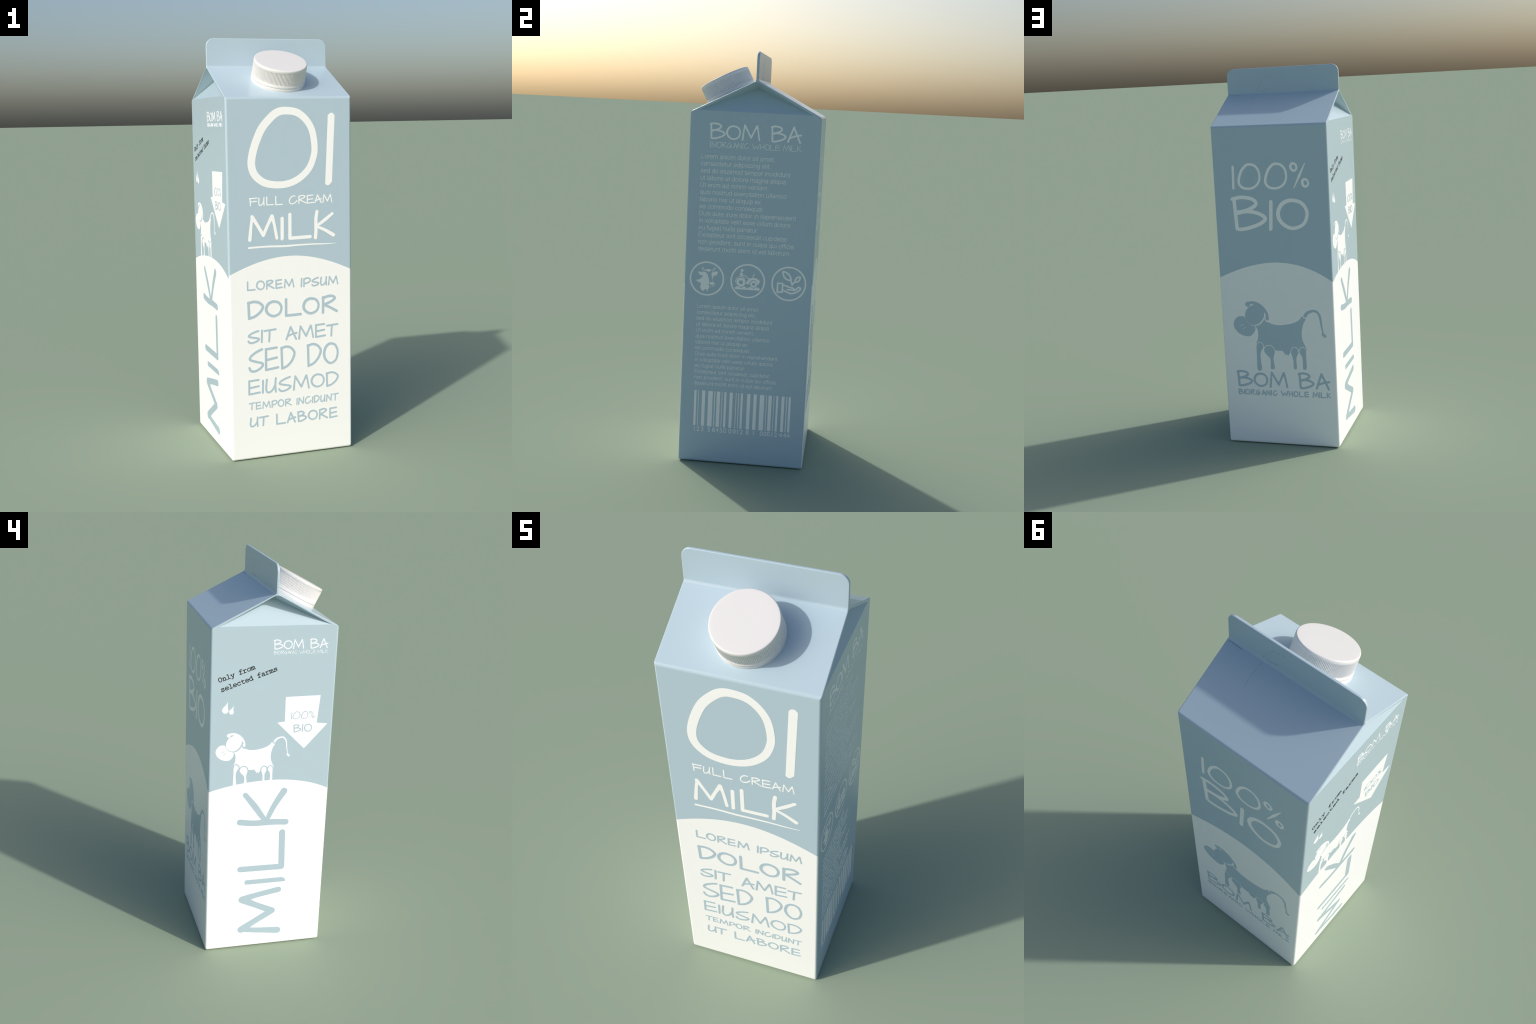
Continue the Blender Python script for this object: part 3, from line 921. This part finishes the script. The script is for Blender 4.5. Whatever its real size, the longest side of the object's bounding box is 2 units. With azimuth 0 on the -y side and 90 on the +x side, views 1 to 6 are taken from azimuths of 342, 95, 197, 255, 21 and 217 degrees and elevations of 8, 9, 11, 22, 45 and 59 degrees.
# a plain grotesque: advance width in ems, then pen strokes in ems
SANS = {
    "a": (.556, [("c", [(.08, .39), (.13, .48), (.28, .52), (.41, .47), (.44, .37)]), ("l", [(.44, .37), (.44, .09), (.5, .01)]),
                 ("c", [(.44, .3), (.3, .27), (.12, .23), (.07, .13), (.14, .02), (.27, .01), (.4, .07), (.44, .18)])]),
    "b": (.556, [("l", [(.09, .72), (.09, 0)]), ("o", [(.29, .5), (.43, .43), (.48, .26), (.43, .08), (.29, .02), (.15, .09), (.1, .26), (.15, .43)])]),
    "c": (.5, [("c", [(.44, .36), (.38, .47), (.26, .5), (.12, .43), (.07, .26), (.12, .09), (.26, .02), (.39, .06), (.45, .18)])]),
    "d": (.556, [("l", [(.46, .72), (.46, 0)]), ("o", [(.26, .5), (.4, .43), (.45, .26), (.4, .08), (.26, .02), (.12, .09), (.07, .26), (.12, .43)])]),
    "e": (.556, [("c", [(.08, .27), (.48, .27), (.44, .43), (.28, .5), (.13, .43), (.07, .26), (.13, .08), (.29, .02), (.42, .07), (.47, .15)])]),
    "f": (.278, [("c", [(.26, .69), (.18, .7), (.13, .62), (.12, .5)]), ("l", [(.12, .54), (.12, 0)]), ("l", [(.02, .48), (.25, .48)])]),
    "g": (.556, [("c", [(.46, .52), (.46, .02), (.42, -.13), (.27, -.18), (.13, -.14), (.09, -.07)]),
                 ("o", [(.26, .5), (.4, .43), (.45, .26), (.4, .08), (.26, .03), (.12, .09), (.07, .26), (.12, .43)])]),
    "h": (.556, [("l", [(.09, .72), (.09, 0)]), ("c", [(.09, .32), (.16, .45), (.3, .5), (.42, .45), (.46, .32), (.46, 0)])]),
    "i": (.222, [("l", [(.11, .52), (.11, 0)]), ("l", [(.11, .71), (.11, .65)])]),
    "l": (.222, [("l", [(.11, .72), (.11, 0)])]),
    "m": (.833, [("l", [(.09, .52), (.09, 0)]), ("c", [(.09, .34), (.16, .46), (.28, .5), (.39, .45), (.42, .33), (.42, 0)]),
                 ("c", [(.42, .34), (.49, .46), (.6, .5), (.71, .45), (.74, .33), (.74, 0)])]),
    "n": (.556, [("l", [(.09, .52), (.09, 0)]), ("c", [(.09, .32), (.16, .45), (.3, .5), (.42, .45), (.46, .32), (.46, 0)])]),
    "o": (.556, [("o", [(.28, .5), (.43, .43), (.49, .26), (.43, .08), (.28, .02), (.13, .08), (.07, .26), (.13, .43)])]),
    "p": (.556, [("l", [(.09, .52), (.09, -.2)]), ("o", [(.29, .5), (.43, .43), (.48, .26), (.43, .08), (.29, .02), (.15, .09), (.1, .26), (.15, .43)])]),
    "q": (.556, [("l", [(.46, .52), (.46, -.2)]), ("o", [(.26, .5), (.4, .43), (.45, .26), (.4, .08), (.26, .02), (.12, .09), (.07, .26), (.12, .43)])]),
    "r": (.333, [("l", [(.09, .52), (.09, 0)]), ("c", [(.09, .3), (.15, .43), (.24, .49), (.31, .48)])]),
    "s": (.5, [("c", [(.42, .37), (.37, .47), (.25, .5), (.12, .47), (.08, .37), (.15, .3), (.33, .24), (.43, .15), (.38, .05), (.25, .02), (.11, .05), (.06, .16)])]),
    "t": (.278, [("c", [(.13, .65), (.13, .15), (.15, .03), (.25, .02)]), ("l", [(.02, .49), (.25, .49)])]),
    "u": (.556, [("l", [(.46, .52), (.46, 0)]), ("c", [(.09, .52), (.09, .2), (.13, .07), (.25, .02), (.39, .07), (.46, .2)])]),
    "v": (.5, [("l", [(.04, .52), (.25, .02), (.46, .52)])]),
    "x": (.5, [("l", [(.05, .51), (.45, 0)]), ("l", [(.45, .51), (.05, 0)])]),
    "L": (.556, [("l", [(.11, .72), (.11, .03), (.52, .03)])]),
    "U": (.722, [("c", [(.11, .72), (.11, .28), (.17, .08), (.36, .01), (.55, .08), (.61, .28), (.61, .72)])]),
    "D": (.722, [("l", [(.12, 0), (.12, .72)]), ("c", [(.12, .69), (.38, .68), (.58, .56), (.63, .36), (.58, .16), (.38, .04), (.12, .03)])]),
    "E": (.667, [("l", [(.6, .69), (.12, .69), (.12, .03), (.61, .03)]), ("l", [(.12, .37), (.57, .37)])]),
    ".": (.278, [("l", [(.13, .07), (.13, .02)])]),
    ",": (.278, [("l", [(.14, .07), (.14, 0), (.1, -.11)])]),
    " ": (.278, []),
}


def small_print(body, u, v, sx, sy, pen):
    marks, x = [], 0.0
    for ch in body:
        adv, strokes = SANS[ch]
        for kind, P in strokes:
            pts = [(u + (x + px) * sx, v + py * sy) for px, py in P]
            if kind == "o":
                marks.append(Stroke(spline(pts, True, 2), pen, True))
            else:
                marks.append(Stroke(spline(pts, False, 3) if kind == "c" else pts, pen, square=kind == "l"))
        x += adv
    o = printed("small_print_line", "right", marks, INK_WHITE)
    o["kind"] = "stuff"


ref_w = sum(SANS[c][0] for c in PARAGRAPH[8]) - 0.1
for u, v0, step, width, caps, pen in ((-249, 1495.8, 33.83, 459.0, 22.0, 1.95), (-243, 776.4, 29.53, 400.5, 19.2, 1.65)):
    for k, body in enumerate(PARAGRAPH):
        small_print(body, u, v0 - step * k, width / ref_w, caps / 0.72, pen)

# ---- bar code: left edge and width of each bar, then its digits
BARS = [(-237.6, 10.9), (-218.3, 2.9), (-199.4, 15.7), (-168.7, 22.2), (-138.5, 4.3), (-126.4, 16.4), (-101.8, 3.4), (-89.5, 10.6), (-63, 14.9),
        (-32.9, 3.2), (-20.6, 3.8), (-8.4, 10.3), (22.8, 16.1), (54.5, 15.8), (85.2, 22.3), (116.3, 3.1), (127.5, 16.3), (152.6, 3.2), (165.3, 10),
        (191.5, 14.3), (214.6, 4.3), (226.1, 10.7)]
for u, w in BARS:
    printed("bar", "right", [Shape([(u, 184.8), (u + w, 184.8), (u + w, 364.6), (u, 364.6)], False)], INK_WHITE)
_, dig_h = line_width("1")
for ch, u in zip("1235845000128100012444",
                 (-231, -213.4, -192, -159.1, -136, -117.7, -97.8, -79.6, -54.6, -32.8, -15.1, 2.3, 30.9, 62, 100.6, 118.7, 135.8, 153.6, 170.7,
                  195.2, 215.6, 233.1)):
    set_type("right", ch, u, 157, 22.8 / dig_h * 1.0, 22.8 / dig_h, "digit", center=True)

# ---- faint dark broken hairlines on the back of fin and roof
def dark_hairline(wall, pts, dash, pen=1.3):
    """A broken hairline: short ticks along a curve (mm)."""
    q = spline(pts, False, 12)
    marks, run, on, cur = [], 0.0, True, [q[0]]
    for a, b in zip(q, q[1:]):
        run += (b - a).length
        if on:
            cur.append(b)
        if run > dash * (1.0 if on else 0.55):
            if on and len(cur) > 1:
                marks.append(Stroke(cur, pen))
            on, run, cur = not on, 0.0, [b]
    if on and len(cur) > 1:
        marks.append(Stroke(cur, pen))
    printed("dark_hairline", wall, marks, HAIRLINE_DARK, 0.0003, parent=parts["ridge_fin" if wall == "fin_back" else "roof"])


dark_hairline("fin_back", [(-142, 1875), (-138, 1892), (-118, 1924), (-89, 1953), (-69, 1956), (-42, 1962)], 14, 0.9)
dark_hairline("fin_back", [(-125, 1874.5), (-111, 1875), (-92, 1880), (-76, 1887)], 5, 1.5)
dark_hairline("roof_back", [(-145, -121), (-147, -69), (-143, -30), (-142, -11)], 30, 0.8)
dark_hairline("roof_back", [(-296, -10.5), (-272, -10.5), (-258, -11), (-246, -12), (-234, -12)], 7, 3.0)
